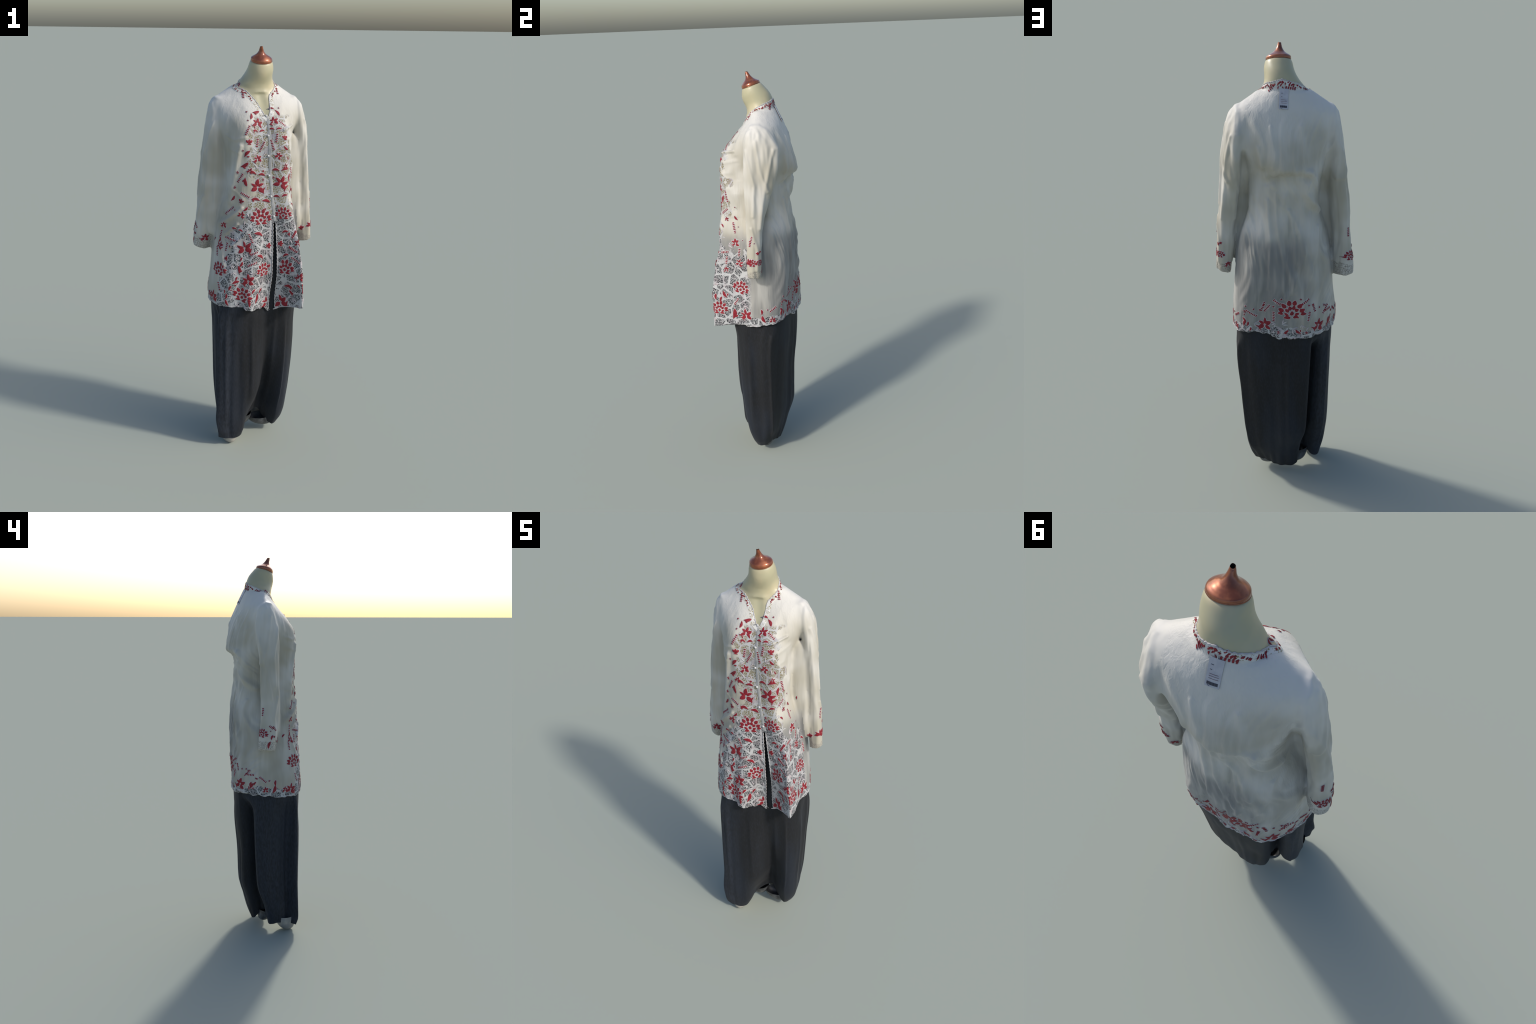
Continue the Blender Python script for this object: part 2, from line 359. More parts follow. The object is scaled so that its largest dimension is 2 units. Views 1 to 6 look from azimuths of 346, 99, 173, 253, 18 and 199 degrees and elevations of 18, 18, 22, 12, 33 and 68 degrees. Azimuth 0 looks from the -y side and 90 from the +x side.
x, y, z = co.T
isneck = z > 1.0 + 9
neck_d = np.hypot(x - 0.015, y - 0.04)
cloth = np.clip(1 - smooth(1.80, 1.84, z), 0, 1)
back = smooth(0.03, 0.10, y) * smooth(0.215, 0.18, np.abs(x))
front = smooth(-0.02, -0.07, y)
arm = smooth(0.19, 0.215, np.abs(x)) * smooth(1.0, 1.06, z) * smooth(1.80, 1.74, z)
disp = np.zeros(len(co))
# long soft pleats down the back
wv = 0.5 * nz(np.stack([x * 5, y * 3, z * 5 + 9], 1))
disp += back * 0.0075 * nz(np.stack([x * 22 + 3 * wv + 5 * (z - 1.2) * np.sign(x), y * 6, z * 2.6], 1)) * smooth(1.78, 1.70, z) * (0.5 + 0.7 * smooth(1.45, 1.2, z))
disp += back * 0.0042 * nz(np.stack([x * 62 + 9 * wv + 4 * np.sin(z * 7), y * 10, z * 5], 1)) * smooth(1.76, 1.70, z)
# blousing fold across the back with its swirl above the waist
disp += back * 0.007 * ridge(x, z, [(.10, 1.50), (.03, 1.535), (-.05, 1.53), (-.085, 1.52)], 0.016)
disp -= back * 0.008 * ridge(x, z, [(.09, 1.47), (.03, 1.505), (-.05, 1.50), (-.08, 1.49)], 0.012)
disp += back * 0.012 * ridge(x, z, [(-.085, 1.52), (-.095, 1.50), (-.075, 1.45), (-.072, 1.43), (-.10, 1.39), (-.135, 1.34)], 0.012)
disp -= back * 0.007 * ridge(x, z, [(-.03, 1.46), (-.04, 1.42), (-.06, 1.38), (-.10, 1.345)], 0.022)
disp += back * 0.006 * ridge(x, z, [(.01, 1.42), (.02, 1.38), (-.02, 1.33), (-.05, 1.26), (-.06, 1.18)], 0.010)
# slanting drapes from waist to hem, no two alike
for pts, hgt, wid in ((((.085, 1.40), (.07, 1.22), (.085, 1.02)), .006, .008), (((.05, 1.43), (.045, 1.30), (.02, 1.12), (.015, .98)), .006, .007),
                      (((-.005, 1.36), (-.03, 1.22), (-.02, 1.0)), .005, .006), (((-.10, 1.34), (-.07, 1.18), (-.02, 1.03), (.0, .96)), .006, .009),
                      (((-.125, 1.28), (-.115, 1.15), (-.075, 1.02)), .005, .007), (((.12, 1.62), (.10, 1.52), (.06, 1.46)), .005, .010),
                      (((-.13, 1.64), (-.11, 1.55), (-.12, 1.46)), .005, .010), (((.07, 1.70), (.055, 1.60), (.065, 1.54)), .004, .008),
                      (((-.05, 1.70), (-.06, 1.60), (-.05, 1.54)), .004, .008)):
    disp += back * hgt * ridge(x, z, pts, wid)
# sleeves drag slantwise from the cap to the elbow
for sgn in (-1, 1):
    on = arm * smooth(.1, .15, x * sgn)
    for a, b, c in (((.00, 1.66), (.04, 1.50), (.03, 1.36)), ((.13, 1.66), (.09, 1.50), (.06, 1.30)), ((.05, 1.70), (.07, 1.56), (.10, 1.47)), ((.02, 1.30), (.045, 1.20), (.04, 1.10))):
        disp += on * .005 * ridge(y, z, [a, b, c], .008)
# drag lines from the bust and pouch folds at the right of the front
fx = front * smooth(1.78, 1.72, z)
disp += fx * 0.0040 * nz(np.stack([x * 22, y * 5, z * 9], 1))
disp += front * 0.009 * ridge(x, z, [(.10, 1.63), (.15, 1.645)], 0.006)
disp += front * 0.010 * ridge(x, z, [(-.105, 1.56), (-.125, 1.44), (-.14, 1.33), (-.165, 1.24)], 0.010)
disp += front * 0.009 * ridge(x, z, [(.115, 1.56), (.15, 1.45), (.175, 1.34)], 0.009)
disp -= front * 0.010 * ridge(x, z, [(-.15, 1.27), (-.185, 1.22)], 0.016)
disp += front * 0.010 * ridge(x, z, [(-.10, 1.27), (-.165, 1.205), (-.2, 1.17)], 0.009)
for a, b, d in (((-.17, 1.14), (-.12, 1.19), .005), ((-.15, 1.08), (-.085, 1.145), .006), ((-.19, 1.07), (-.18, .96), .005)):
    disp += front * 1.4 * d * ridge(x, z, [a, b], 0.007)
# crisp pulls spreading from the armpits over the bust and side
for sgn in (-1, 1):
    for pts, hgt in ((((.165, 1.60), (.13, 1.585), (.09, 1.60)), .005), (((.165, 1.58), (.14, 1.54), (.11, 1.53)), .004), (((.165, 1.63), (.15, 1.68), (.14, 1.73)), .005),
                     (((.155, 1.50), (.145, 1.42), (.15, 1.33)), .005), (((.16, 1.44), (.13, 1.36), (.10, 1.31)), .004)):
        disp += front * (.55 if sgn > 0 else .8) * hgt * ridge(x * sgn + .006 * np.sin(z * 40), z, pts, .008)
# lower front edges ripple
disp += front * 0.007 * smooth(1.15, 0.8, z) * nz(np.stack([x * 30, y * 0 + 3, z * 3], 1))
# sleeves: long folds and a shallow crease at the cap
disp += arm * 0.0060 * nz(np.stack([x * 30, y * 30, z * 3.5], 1))
disp += arm * 0.0022 * nz(np.stack([x * 70, y * 70, z * 14 + 5], 1))
disp += 0.0010 * nz(np.stack([x * 45, y * 45, z * 20 + 2], 1)) * smooth(1.84, 1.78, z)
disp += 0.0035 * ridge(y, z, [(.02, 1.765), (.06, 1.77), (.10, 1.745), (.15, 1.68), (.16, 1.63)], 0.007) * smooth(.16, .19, np.abs(x))
co += no * ((disp - 0.0025) * cloth)[:, None]
co = relax(co, ed, 1, 0.3, keep_hem)
set_co(body, co)

# ------------------------------------------------------------------ cut the body at the neckline and the front opening
NECKLINE_A = [-180, -150, -130, -101, -83, -58, -37, -20, -8, -2, 3, 5, 9, 14, 20, 30, 58, 90, 120, 150, 180]
NECKLINE_Z = [1.873, 1.861, 1.853, 1.834, 1.815, 1.798, 1.770, 1.746, 1.717, 1.697, 1.682, 1.682, 1.694, 1.710, 1.740, 1.778, 1.803, 1.837, 1.853, 1.862, 1.873]
def neck_field(p):
    a = np.degrees(np.arctan2(p[:, 0] - 0.02, -(p[:, 1] - 0.035)))
    f = p[:, 2] - np.interp(a, NECKLINE_A, NECKLINE_Z) - 0.0022 * np.sin(np.radians(a) * 34)
    return f
def gap_field(p):
    """> 0 inside the open slit below the last button"""
    zc = p[:, 2]
    xc = np.interp(zc, [.70, .80, .92, 1.05, 1.20], [.062, .059, .066, .063, .057]); w = 0.5 * np.interp(zc, [.70, .80, 1.0, 1.19, 1.205], [.034, .030, .023, .011, -.01])
    f = w - np.abs(p[:, 0] - xc)
    return np.where(p[:, 1] < -0.06, f, -1.0)

bm = bmesh.new(); bm.from_mesh(body)
def cut(bm, field, region):
    """split the faces crossed by the zero line of field"""
    vs = [v for v in bm.verts if region(v.co)]
    if not vs: return
    f = field(np.array([v.co for v in vs])); val = {v: float(k) if abs(k) > 1e-6 else 1e-6 for v, k in zip(vs, f)}
    new = {}
    for e in list({e for v in vs for e in v.link_edges}):
        a, b = e.verts
        if a in val and b in val and val[a] * val[b] < 0:
            t = val[a] / (val[a] - val[b])
            _, nv = bmesh.utils.edge_split(e, a, t); new[nv] = True
    for fc in list({fc for v in new for fc in v.link_faces}):
        on = [v for v in fc.verts if v in new]
        if len(on) == 2:
            try: bmesh.utils.face_split(fc, on[0], on[1])
            except ValueError: pass
cut(bm, neck_field, lambda c: c.z > 1.66 and abs(c.x) < 0.16)
cut(bm, gap_field, lambda c: c.z < 1.24 and c.y < -0.03 and abs(c.x - .06) < .05)
bmesh.ops.triangulate(bm, faces=[f for f in bm.faces if len(f.verts) > 4])
bm.normal_update()
cen = np.array([f.calc_center_median() for f in bm.faces])
fn = np.array([f.normal for f in bm.faces])
is_skin = (neck_field(cen) > 0) & (cen[:, 2] > 1.66) & (np.abs(cen[:, 0]) < 0.15)
gone = (gap_field(cen) > 0) & (cen[:, 2] < 1.24)
gone |= (fn[:, 2] < -0.8) & (cen[:, 2] < 0.84)
armline = np.interp(cen[:, 2], [1.0, 1.1, 1.3, 1.45, 1.6, 1.70, 1.78], [.225, .218, .197, .18, .172, .185, .155])
armline_r = np.interp(cen[:, 2], [1.0, 1.1, 1.3, 1.45, 1.6, 1.70, 1.78], [.225, .212, .192, .175, .167, .175, .15])
slv_l = (cen[:, 0] > armline) & (cen[:, 2] > 1.0) & (cen[:, 2] < 1.79)
slv_r = (cen[:, 0] < -armline_r) & (cen[:, 2] > 1.0) & (cen[:, 2] < 1.79)
seam = np.interp(cen[:, 2], [.7, 1.2, 1.5, 1.7, 1.9], [.06, .052, .025, .027, .027])
ysh = np.interp(cen[:, 2], [1.3, 1.6, 1.75, 1.83], [.03, .06, .06, .05])
region = np.where(cen[:, 1] > ysh, 0, np.where(cen[:, 0] > seam, 1, 2))
region = np.where(slv_l, 3, np.where(slv_r, 4, region))
region = np.where(is_skin, 5, region)
region = np.where(gone, -1, region)
full = bpy.data.meshes.new("body_full"); bm.to_mesh(full)
full.update(); all_no = get_no(full); all_co = get_co(full)
bvh = BVHTree.FromBMesh(bm)
bm.free()
fv = [tuple(p.vertices) for p in full.polygons]

def region_mesh(name, k):
    faces = [fv[i] for i in np.nonzero(region == k)[0]]
    used = np.unique(np.concatenate([np.array(f) for f in faces]))
    idx = {int(u): i for i, u in enumerate(used)}
    me = bpy.data.meshes.new(name)
    me.from_pydata(all_co[used].tolist(), [], [tuple(idx[v] for v in f) for f in faces]); me.update()
    me.polygons.foreach_set("use_smooth", [True] * len(me.polygons))
    me.normals_split_custom_set_from_vertices(all_no[used].tolist())
    return me

neck = make("neck", region_mesh("neck", 5), [M_skin], root, False)
jacket = make("jacket", region_mesh("jacket", 0), [M_lace], root, False)
fronts = [make("front_panel", region_mesh("front_panel", k), [M_lace], jacket, False) for k in (1, 2)]
sleeves = [make("sleeve", region_mesh("sleeve", k), [M_cloth], jacket, False) for k in (3, 4)]

# ------------------------------------------------------------------ finial: tilted varnished cap with a hollow spike
CAP = [  # x centre, y centre, half x, half y, height, slope
 (.022, .005, .030, .024, 1.932, .33), (.022, .005, .0505, .0430, 1.9345, .33), (.022, .004, .0525, .0450, 1.940, .32), (.021, .003, .0510, .0435, 1.947, .28),
 (.020, .002, .0420, .0360, 1.9545, .22), (.019, .001, .0305, .0275, 1.9610, .16), (.018, -.001, .0222, .0210, 1.9665, .1),
 (.0175, -.004, .0165, .0165, 1.973, .04), (.0170, -.008, .0120, .0125, 1.981, .0), (.0160, -.012, .0090, .0097, 1.990, .0), (.0155, -.0155, .0066, .0070, 1.999, .0)]
cp = pchip(np.arange(len(CAP)), np.array(CAP), np.linspace(0, len(CAP) - 1, 80))
cr = []
for cx, cy, hx, hy, h, sl in cp:
    if h > 1.936: hx, hy = hx * .965, hy * .965
    X = cx + hx * np.sin(ang); Y = cy - hy * np.cos(ang)
    cr.append(np.stack([X, Y, h + sl * (Y - cy) + (0.0008 * np.sin(ang * 3) if h > 1.995 else 0)], 1))
finial = make("finial", grid_mesh("finial", np.array(cr)), [M_copper], root)
inner = []
for r, h in ((.0056, 1.9986), (.0050, 1.992), (.0045, 1.985), (.0005, 1.984)):
    inner.append(np.stack([.0155 + r * np.sin(ang), -.016 + (1.9986 - h) * .35 - r * np.cos(ang), np.full(128, h)], 1))
make("hollow", grid_mesh("hollow", np.array(inner)[::-1]), [M_dark], finial)

# ------------------------------------------------------------------ trousers: one cloth tube pinched between the legs
TROUSER = {
 0.03: [(.015,.0),(.05,-.01),(.095,-.033),(.125,-.022),(.138,.01),(.113,.04),(.07,.06),(.03,.078),(-.02,.088),(-.06,.08),(-.076,.045),(-.09,.018),(-.108,.018),(-.15,.030),(-.178,.018),(-.187,-.02),(-.185,-.055),(-.18,-.072),(-.195,-.09),(-.210,-.112),(-.160,-.130),(-.095,-.12),(-.055,-.048)],
 0.07: [(.015,-.002),(.05,-.016),(.105,-.05),(.142,-.035),(.155,.01),(.127,.048),(.08,.073),(.035,.092),(-.02,.102),(-.06,.09),(-.078,.047),(-.09,.02),(-.110,.025),(-.152,.038),(-.185,.025),(-.196,-.018),(-.190,-.052),(-.174,-.07),(-.192,-.09),(-.215,-.122),(-.163,-.132),(-.09,-.132),(-.048,-.052)],
 0.15: [(.02,-.005),(.06,-.025),(.112,-.073),(.155,-.052),(.171,.012),(.157,.066),(.098,.095),(.040,.114),(-.015,.125),(-.064,.112),(-.082,.06),(-.094,.03),(-.116,.042),(-.157,.058),(-.194,.042),(-.206,-.008),(-.194,-.05),(-.174,-.07),(-.194,-.09),(-.225,-.115),(-.168,-.134),(-.092,-.140),(-.034,-.085)],
 0.28: [(.032,-.032),(.075,-.055),(.128,-.088),(.166,-.06),(.178,.010),(.180,.070),(.108,.114),(.040,.143),(-.028,.163),(-.086,.146),(-.098,.085),(-.106,.045),(-.130,.078),(-.168,.098),(-.203,.062),(-.206,.0),(-.188,-.045),(-.174,-.068),(-.190,-.086),(-.217,-.111),(-.166,-.130),(-.092,-.143),(-.016,-.122)],
 0.45: [(.038,-.075),(.080,-.088),(.138,-.100),(.180,-.06),(.193,.010),(.196,.072),(.116,.122),(.045,.150),(-.03,.166),(-.092,.153),(-.102,.088),(-.110,.055),(-.136,.092),(-.172,.110),(-.207,.070),(-.206,.006),(-.188,-.042),(-.174,-.066),(-.190,-.085),(-.215,-.109),(-.166,-.130),(-.092,-.143),(-.012,-.132)],
 0.68: [(.04,-.108),(.087,-.108),(.143,-.104),(.188,-.062),(.206,.012),(.212,.080),(.132,.138),(.048,.168),(-.03,.184),(-.096,.172),(-.108,.110),(-.120,.082),(-.145,.108),(-.178,.119),(-.211,.076),(-.213,.01),(-.196,-.042),(-.180,-.063),(-.192,-.085),(-.210,-.106),(-.162,-.130),(-.09,-.142),(-.02,-.132)],
 0.78: [(.04,-.112),(.09,-.112),(.15,-.115),(.195,-.065),(.213,.02),(.198,.098),(.135,.145),(.05,.170),(-.03,.186),(-.09,.184),(-.115,.17),(-.135,.16),(-.155,.148),(-.18,.120),(-.210,.074),(-.223,.01),(-.214,-.045),(-.203,-.065),(-.200,-.086),(-.195,-.108),(-.14,-.143),(-.08,-.150),(-.015,-.124)],
 1.00: [(.04,-.125),(.09,-.13),(.14,-.125),(.175,-.08),(.192,.01),(.18,.085),(.13,.145),(.05,.175),(-.03,.182),(-.09,.172),(-.115,.16),(-.135,.145),(-.152,.125),(-.17,.105),(-.19,.065),(-.2,.01),(-.19,-.035),(-.18,-.06),(-.165,-.085),(-.14,-.11),(-.10,-.13),(-.06,-.135),(-.01,-.13)],
 1.24: [(.03,-.11),(.07,-.115),(.1,-.105),(.125,-.07),(.14,0),(.12,.05),(.09,.09),(.04,.12),(-.02,.125),(-.06,.13),(-.08,.12),(-.095,.11),(-.105,.10),(-.12,.085),(-.13,.05),(-.14,.01),(-.135,-.03),(-.13,-.05),(-.122,-.065),(-.105,-.08),(-.08,-.095),(-.05,-.105),(-.01,-.11)],
}
HEM = [.132, .082, .040, .046, .054, .060, .053, .045, .041, .050, .098, .112, .086, .050, .050, .056, .056, .055, .050, .046, .042, .050, .105]
NT = 414
tz = np.linspace(0.03, 1.24, 230)
tr = loft(TROUSER, tz, NT)
hem_t = ring_spline(np.array(HEM)[:, None], NT)[:, 0]
fz = np.clip((0.30 - tr[:, :, 2]) / 0.27, 0, 1)
tr[:, :, 2] += fz * (hem_t[None] - 0.03)
# soft vertical drape
flat = tr.reshape(-1, 3)
cx, cy = -0.01, 0.02
rad = flat[:, :2] - [cx, cy]; rl = np.hypot(*rad.T)
d = 0.004 * nz(np.stack([flat[:, 0] * 14, flat[:, 1] * 14, flat[:, 2] * 1.6], 1)) + 0.0012 * nz(np.stack([flat[:, 0] * 55, flat[:, 1] * 55, flat[:, 2] * 7], 1))
kk = np.tile(np.arange(NT) * len(HEM) / NT, len(tz))
d += 0.0055 * nz(np.stack([np.cos(kk * 2 * math.pi / len(HEM)) * 7, np.sin(kk * 2 * math.pi / len(HEM)) * 7, flat[:, 2] * 1.1 + 4], 1))
for kc, hgt, wid, z0, z1 in ((1.9, .006, .16, .1, .75), (3.4, .005, .14, .15, .7), (5.0, .006, .12, .05, .8), (6.6, -.005, .3, .1, .7), (7.7, .005, .15, .2, .75), (8.4, -.006, .2, .05, .6),
                             (13.2, .006, .15, .05, .75), (14.6, -.005, .2, .1, .7), (19.9, .006, .15, .1, .72), (20.7, -.006, .25, .05, .65), (21.6, .006, .15, .2, .7)):
    d += hgt * np.exp(-((kk - kc) / wid) ** 2) * smooth(z0, z0 + .15, flat[:, 2]) * smooth(z1, z1 - .15, flat[:, 2])
d *= smooth(0.80, 0.70, flat[:, 2])
flat[:, :2] += rad / rl[:, None] * (d - 0.002)[:, None]
tr = flat.reshape(tr.shape)

tm = grid_mesh("trouser_full", tr)
t_no = get_no(tm); t_co = get_co(tm)
m_, n_ = tr.shape[:2]
k = np.arange(n_) * len(HEM) / n_
left_cols = (k >= 0) & (k < 11)
def grid_part(name, rows, cols):
    faces, used = [], {}
    def vid(j, i):
        return used.setdefault(j * n_ + i % n_, len(used))
    for j in range(*rows):
        for i in cols:
            faces.append((vid(j, i), vid(j, i + 1), vid(j + 1, i + 1), vid(j + 1, i)))
    ids = list(used)
    me = bpy.data.meshes.new(name); me.from_pydata(t_co[ids].tolist(), [], faces); me.update()
    me.polygons.foreach_set("use_smooth", [True] * len(me.polygons))
    me.normals_split_custom_set_from_vertices(t_no[ids].tolist())
    return me
split = int(np.searchsorted(tz, 0.66))
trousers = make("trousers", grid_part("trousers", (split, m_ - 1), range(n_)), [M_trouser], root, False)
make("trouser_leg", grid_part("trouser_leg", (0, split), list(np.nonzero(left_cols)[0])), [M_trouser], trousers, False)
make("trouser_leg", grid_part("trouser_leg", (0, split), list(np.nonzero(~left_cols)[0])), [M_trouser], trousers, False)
# pale inside of the legs, seen through the arch between them
lin = tr[:60].copy()
lin -= t_no.reshape(tr.shape)[:60] * 0.003
lin[0, :, 2] += 0.002
make("trouser_lining", grid_mesh("trouser_lining", lin[::-1]), [M_lining], trousers)

def bowl(name, cx, cy, rx, ry, z0, z1, mat, skew=(0, 0)):  # rounded stand-in for the scan's closed leg bottoms, not a garment part
    out = []
    for t in np.linspace(0.02, 1, 28):
        r = math.sin(t * math.pi / 2) ** 0.7; z = z1 - (z1 - z0) * math.cos(t * math.pi / 2) ** 0.9
        wob = 1 + 0.04 * np.sin(ang * 3 + 1)
        out.append(np.stack([cx + skew[0] * (1 - t) + rx * r * wob * np.sin(ang), cy + skew[1] * (1 - t) - ry * r * wob * np.cos(ang), np.full(128, z)], 1))
    return make(name, grid_mesh(name, np.array(out), True), [mat], trousers)
bowl("scan_closure", -.147, -.066, .050, .056, 0.0, .085, M_lining, (.002, -.022))
bowl("scan_closure", .040, .018, .070, .042, .026, .075, M_closure, (.03, -.01))
bowl("scan_closure", -.062, .016, .055, .044, .036, .100, M_closure, (.0, .02))  # added bridge between the legs for the scan's stray band

#EMBROIDERY
# ------------------------------------------------------------------ embroidery
# motifs by the side they are sewn on: (across, height, size, turn) in mm and degrees;
# "across" is x on front and back, y on the sides
MOTIFS = {}
MOTIFS["front"] = {
    "ladder": [(-69, 1787, 46, -19), (-72, 1633, 44, 18), (95, 1659, 35, -42), (62, 1597, 37, 0), (96, 1800, 38, -8), (-27, 1575, 37, 0), (-5, 1557, 47, 20), (42, 1565, 47, -25),
        (-104, 1411, 46, 25), (-84, 1332, 43, -70), (-149, 1252, 53, 38), (-150, 1117, 56, 95), (-60, 1126, 44, -30), (-45, 1053, 35, 60), (150, 1138, 38, 20), (144, 1062, 41, -70),
        (-204, 878, 39, -25), (-55, 1000, 45, 60), (145, 1065, 46, -65), (156, 1012, 46, -65), (148, 1137, 33, 25)],
    "star": [(-67, 1710, 9, 0), (-66, 1674, 8, 0), (90, 1723, 8, 0), (-94, 1541, 9, 0), (-115, 1437, 13, 0), (0, 1404, 12, 0), (-127, 1365, 13, 0), (-33, 1265, 14, 0),
        (11, 1265, 12, 0), (50, 1414, 12, 0), (69, 1277, 12, 0)],
    "leaf": [(-23, 1710, 34, 82), (-50, 1692, 30, 190), (55, 1722, 25, -75), (78, 1704, 34, 155), (-75, 1525, 37, 40), (105, 1552, 27, 135), (117, 1504, 17, 160), (-86, 1475, 40, 60),
        (-79, 1395, 40, 170), (-135, 1313, 29, 35), (-84, 1267, 28, 50), (178, 1322, 16, 0), (-103, 1022, 22, 20), (-106, 998, 29, 30), (-117, 970, 39, -5), (-126, 925, 22, 20),
        (-131, 905, 36, 70), (-157, 876, 29, 25), (-182, 856, 19, 0), (-176, 832, 29, 10), (-171, 800, 32, -25), (-48, 862, 29, 40), (-8, 855, 29, 35), (-33, 821, 50, 20),
        (145, 835, 33, -35), (138, 866, 32, -25), (-79, 1823, 19, 10), (-79, 1828, 17, 30), (-92, 1825, 14, 60)],
    "bloom": [(-22, 1660, 53, 10), (55, 1669, 45, -15), (-27, 1500, 42, 0), (71, 1515, 36, 30), (-62, 1446, 29, 20), (-25, 1369, 69, 0), (-102, 1236, 36, 20), (-88, 1078, 71, 0),
        (105, 1467, 26, 0), (83, 1386, 72, 15), (-175, 1180, 34, 0), (-73, 916, 64, 0), (31, 780, 64, 0), (175, 927, 48, 20), (103, 782, 76, -20), (166, 1097, 37, 0),
        (-249, 1090, 55, 10)],
    "pair": [(-19, 1618, 52, 0), (57, 1630, 52, 0), (-30, 1423, 68, 15), (-12, 1298, 80, 8), (-120, 1161, 48, 10), (2, 1125, 88, 5), (80, 1440, 68, 0), (83, 1316, 60, -5),
        (89, 1140, 63, 0), (4, 1011, 82, 20), (101, 1016, 65, -25), (109, 861, 92, 15)],
    "bud": [(-66, 1572, 35, 0), (101, 1591, 32, 0), (0, 1441, 15, 0), (-104, 1296, 30, 20), (-46, 1304, 16, -30), (23, 1083, 35, 90), (121, 1140, 20, 90), (81, 1091, 35, 90),
        (-175, 1021, 25, 90), (238, 1115, 42, 0)],
    "lotus": [(-10, 1214, 96, 0), (96, 1233, 72, 0), (-101, 832, 90, 20), (9, 952, 82, 0), (112, 959, 92, 0)],
}
MOTIFS["right"] = {
    "star": [(-113, 1258, 8, 0), (-122, 1083, 10, 0), (189, 945, 10, 0), (110, 878, 10, 0), (149, 919, 9, 0), (116, 880, 9, 0), (52, 869, 11, 0), (68, 1139, 8, 0)],
    "ladder": [(-67, 1132, 39, 5), (-101, 1076, 39, 0), (143, 897, 46, 85), (83, 874, 42, -60), (-60, 1045, 42, -15), (64, 1158, 31, -60), (47, 1151, 33, -45)],
    "leaf": [(-28, 1098, 22, 40), (-196, 879, 22, -50), (-177, 802, 33, -10), (139, 845, 30, 15), (148, 825, 21, 0), (120, 851, 23, 30), (134, 838, 35, 30), (20, 857, 30, 0),
        (30, 824, 42, 20), (-64, 1102, 26, 30), (61, 1107, 31, 20), (76, 1069, 46, 20)],
    "bloom": [(-71, 1077, 42, 10), (-66, 819, 61, 0), (69, 819, 34, 0), (-31, 821, 34, 0)],
    "lotus": [(-90, 953, 84, 0)],
    "bud": [(50, 1107, 19, 0)],
}
MOTIFS["left"] = {
    "leaf": [(-137, 1409, 36, 10), (-74, 1322, 25, -40), (-146, 1280, 22, -40), (-11, 1111, 24, -50), (-188, 929, 32, 0), (-163, 916, 28, 15), (-202, 860, 32, -5), (-101, 843, 51, 10),
        (-141, 943, 37, -30), (42, 862, 28, 0), (53, 825, 39, -25), (136, 846, 33, 20)],
    "ladder": [(-130, 1353, 36, 45), (-85, 1274, 51, -20), (-62, 1156, 36, 0), (-135, 1154, 35, 75), (-128, 1115, 35, 0), (-10, 1059, 45, -8), (-84, 909, 37, 25), (-119, 1428, 52, -20),
        (16, 1245, 53, 10), (11, 1231, 35, 0)],
    "bloom": [(-122, 1314, 24, 0), (-80, 1202, 42, 0), (-64, 1103, 42, 20), (-132, 1066, 29, 0), (-36, 840, 60, 0), (93, 818, 36, 0), (-2, 1140, 52, 0)],
    "lotus": [(-61, 972, 81, 20), (-174, 861, 82, 0), (17, 1132, 58, 0)],
    "star": [(-79, 1374, 6, 0), (-64, 1279, 6, 0), (-43, 1216, 6, 0), (72, 874, 9, 0), (140, 904, 14, 0), (32, 1234, 7, 0)],
    "bud": [(46, 1179, 26, 0)],
}
MOTIFS["back"] = {
    "ladder": [(211, 874, 37, 50), (105, 933, 43, 15), (61, 892, 45, -5), (-88, 894, 41, 3), (48, 961, 36, -58), (-74, 962, 36, 52), (88, 928, 41, 30), (155, 899, 49, -68),
        (-110, 929, 36, -25), (-165, 905, 44, 40), (-265, 1234, 46, -5), (-19, 1851, 38, -52), (-14, 1839, 40, -86), (-76, 1828, 23, -62), (63, 1843, 11, 30), (61, 1837, 29, 30)],
    "star": [(178, 931, 9, 0), (30, 974, 11, 0), (-52, 976, 11, 0), (62, 940, 11, 0), (-88, 943, 10, 0), (103, 940, 10, 0), (119, 916, 10, 0), (145, 921, 10, 0),
        (183, 889, 10, 0), (41, 817, 15, 0), (-78, 818, 15, 0), (-136, 923, 10, 0), (-159, 925, 10, 0)],
    "lotus": [(-15, 910, 109, 0), (-278, 1123, 67, 10), (277, 1132, 46, 0)],
    "bloom": [(98, 847, 65, 10), (-132, 843, 63, 20), (245, 1090, 35, 0)],
    "leaf": [(184, 860, 27, -35), (171, 845, 25, 20), (160, 822, 20, 20), (10, 820, 27, 55), (-44, 820, 30, -55), (19, 1855, 11, 20), (26, 1850, 11, 20), (34, 1841, 12, 10),
        (16, 1842, 10, -40), (108, 1823, 23, 60), (106, 1824, 18, -20)],
    "bud": [(273, 1186, 19, 0)],
}


CAST = {"front": ((0, -1, 0), 0), "back": ((0, 1, 0), 0), "left": ((1, 0, 0), 1), "right": ((-1, 0, 0), 1)}

def anchor(face, across, height):
    d, axis = CAST[face]; d = Vector(d)
    o = d * 1.0; o[axis] = across; o[2] = height
    p, n, _, _ = bvh.ray_cast(o, -d, 2.0)
    return p, n

def area_normal(p, n, r):
    """mean normal round p, so that a motif lies evenly on folds"""
    up = Vector((0, 0, 1)); rt = up.cross(n).normalized(); up = n.cross(rt).normalized() if rt.length else up
    acc = n.copy()
    for a in range(6):
        q = p + (rt * math.cos(a) + up * math.sin(a)) * r + n * 0.03
        h = bvh.ray_cast(q, -n, 0.08)
        if h[0]: acc += h[1]
    return acc.normalized()

